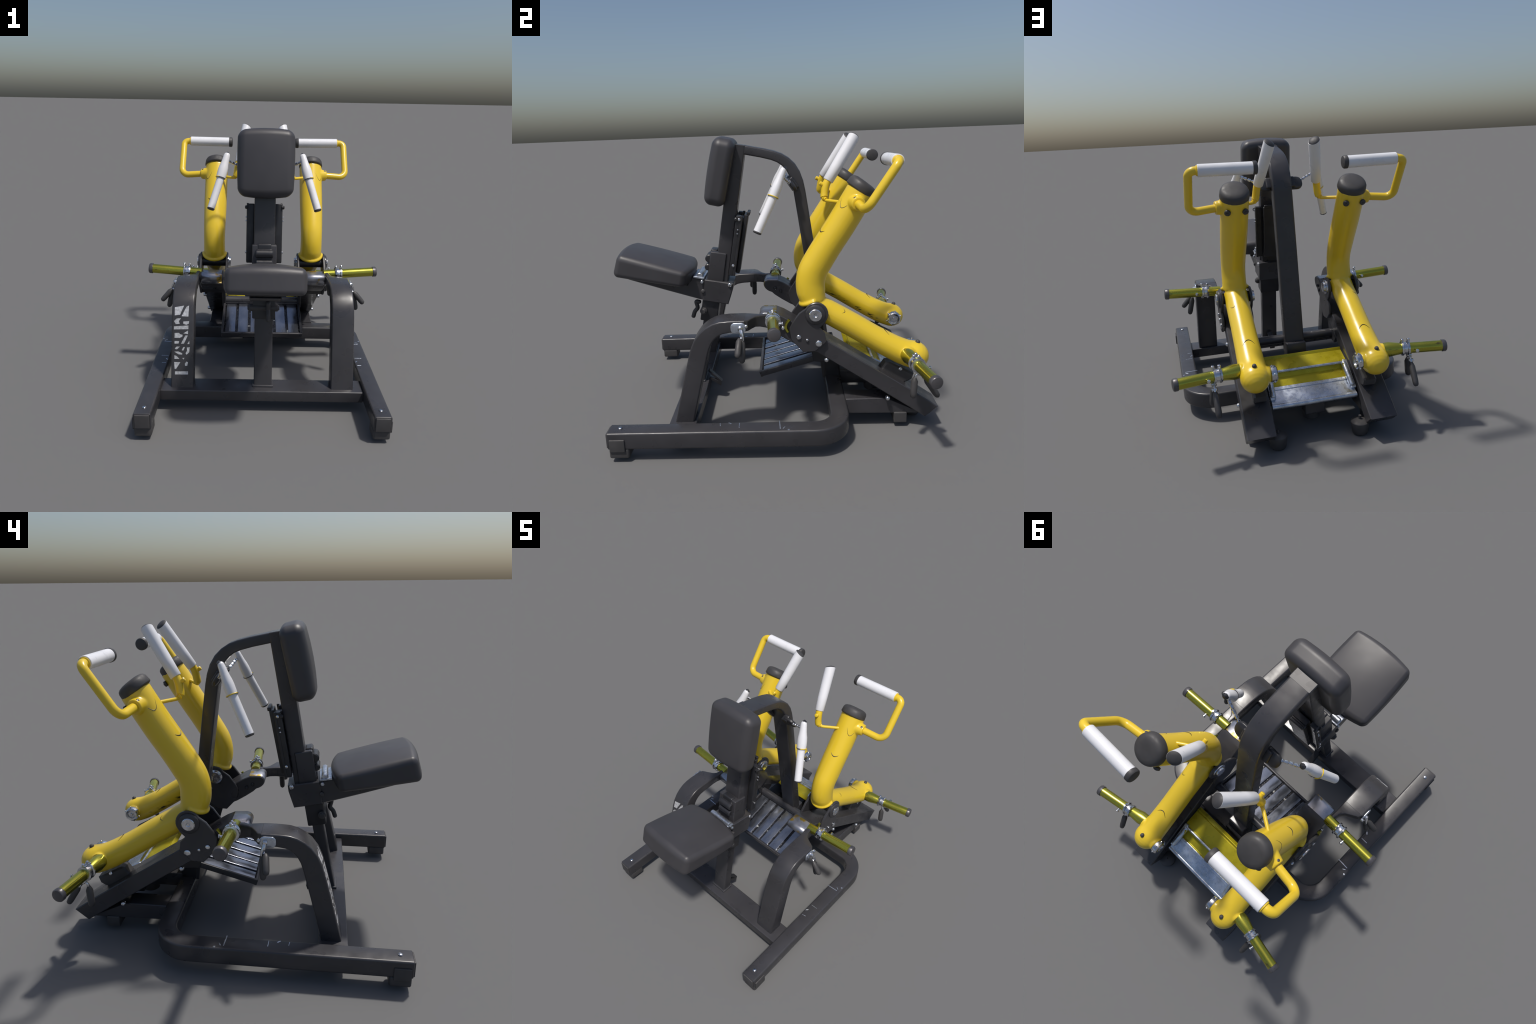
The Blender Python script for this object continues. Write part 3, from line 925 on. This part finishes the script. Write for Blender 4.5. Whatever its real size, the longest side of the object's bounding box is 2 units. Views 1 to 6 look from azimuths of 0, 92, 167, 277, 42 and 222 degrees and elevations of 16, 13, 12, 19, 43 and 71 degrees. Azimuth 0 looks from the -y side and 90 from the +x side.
# ------------------------------------------------------------------ weight horns
def horn(parents, base, tip, ring_at, bulge):
    base, tip = V(base), V(tip)
    ax = (tip - base).normalized()
    ln = (tip - base).length
    bm = new()
    prof = [(0, 0.040 if bulge else 0.034)]
    if bulge:
        prof += [(0.05, 0.045), (ring_at - 0.04, 0.036), (ring_at, 0.032)]
    prof += [(ring_at + 0.01, 0.0325), (ln - 0.012, 0.0325)]
    lathe(bm, base, ax, prof, 28)
    h = pair("weight_horn", finish(bm), HORN, parents)
    bm = new()
    lathe(bm, tip - ax * 0.020, ax, [(0, 0.034), (0.002, 0.0365), (0.022, 0.0365), (0.028, 0.032), (0.031, 0.020), (0.032, 0.008)], 28)
    pair("horn_plug", finish(bm), HORN_CAP, h)
    bm = new()
    q = base + ax * ring_at
    lathe(bm, q, ax, [(-0.026, 0.034), (-0.024, 0.043), (-0.014, 0.045), (-0.010, 0.038), (0.010, 0.037), (0.014, 0.045), (0.024, 0.044), (0.027, 0.034)], 28)
    side = ax.cross(Z).normalized()
    for s_, u_ in ((0.020, 0.044), (-0.018, 0.042)):
        tube(bm, [q + ax * s_ + Z * u_, q + ax * s_ + Z * (u_ + 0.016)], 0.009, 10, cap=0.003)
        tube(bm, [q + ax * s_ + Z * (u_ + 0.002) - side * 0.012, q + ax * s_ + Z * (u_ + 0.008) + side * 0.02], 0.006, 8, cap=0.002)
    pair("spring_collar", finish(bm), CHROME, h)
    bm = new()
    k = base + ax * (ring_at + 0.062)
    tube(bm, [k + side * -0.025, k + side * -0.050], 0.007, 10, cap=0.003)
    lathe(bm, k + side * -0.046, -side, [(0, 0.006), (0.003, 0.011), (0.008, 0.011), (0.011, 0.006)], 12)
    pair("peg", finish(bm), CHROME, h)
    return h, q, ax

up_h, upq, upax = horn(slope, (0.440, 0.012, 0.744), (0.812, 0.029, 0.767), 0.105, False)
lo_h, loq, loax = horn(arms, (0.430, 0.800, 0.480), (0.818, 0.872, 0.483), 0.150, True)

# ------------------------------------------------------------------ spring clips with two paddle handles
def paddle(bm, a, b, r0, r1, n=12):
    a, b = V(a), V(b)
    pts = [a.lerp(b, t) for t in (0, 0.06, 0.2, 0.8, 0.94, 1.0)]
    tube(bm, pts, [r0 * 0.6, r0, r1, r1, r1 * 0.85, r1 * 0.45], n)
bm = new()
wire = smooth_path([(0.600, 0.835, 0.436), (0.603, 0.818, 0.425), (0.600, 0.812, 0.400)], 4)
tube(bm, wire, 0.008, 10)
tube(bm, smooth_path([(0.600, 0.845, 0.436), (0.598, 0.862, 0.420), (0.597, 0.872, 0.405)], 4), 0.008, 10)
tube(bm, [(0.588, 0.838, 0.438), (0.612, 0.838, 0.438)], 0.013, 12, cap=0.004)
tube(bm, [(0.588, 0.862, 0.414), (0.612, 0.862, 0.414)], 0.011, 12, cap=0.004)
clipL = pair("clip_spring", finish(bm), CHROME, lo_h)
bm = new()
paddle(bm, (0.601, 0.812, 0.412), (0.612, 0.802, 0.290), 0.012, 0.0195)
paddle(bm, (0.597, 0.868, 0.408), (0.592, 0.950, 0.284), 0.012, 0.0185)
pair("clip_handle", finish(bm), RUBBER, lo_h)

bm = new()
block(bm, (0.014, 0.085, 0.062), Matrix.Translation((0.596, -0.178, 0.730)), r=(0.005, 0.024, 0.024), n=4)
clip_plate = pair("clip_plate", finish(bm), STEEL_BRUSHED, arches)
bm = new()
lathe(bm, (0.602, -0.165, 0.733), X, [(0, 0.014), (0.012, 0.014), (0.018, 0.008)], 16)
lathe(bm, (0.594, -0.132, 0.742), X, [(0, 0.010), (0.014, 0.010), (0.018, 0.006)], 14)
tube(bm, smooth_path([(0.612, -0.165, 0.728), (0.622, -0.162, 0.705), (0.615, -0.158, 0.685), (0.632, -0.168, 0.672)], 5), 0.008, 10)
tube(bm, smooth_path([(0.612, -0.160, 0.728), (0.628, -0.152, 0.700), (0.630, -0.150, 0.670)], 5), 0.007, 10)
pair("clip_spring", finish(bm), CHROME, clip_plate)
bm = new()
paddle(bm, (0.628, -0.170, 0.682), (0.700, -0.180, 0.598), 0.012, 0.0185)
paddle(bm, (0.626, -0.155, 0.672), (0.655, -0.160, 0.545), 0.012, 0.0185)
pair("clip_handle", finish(bm), RUBBER, clip_plate)
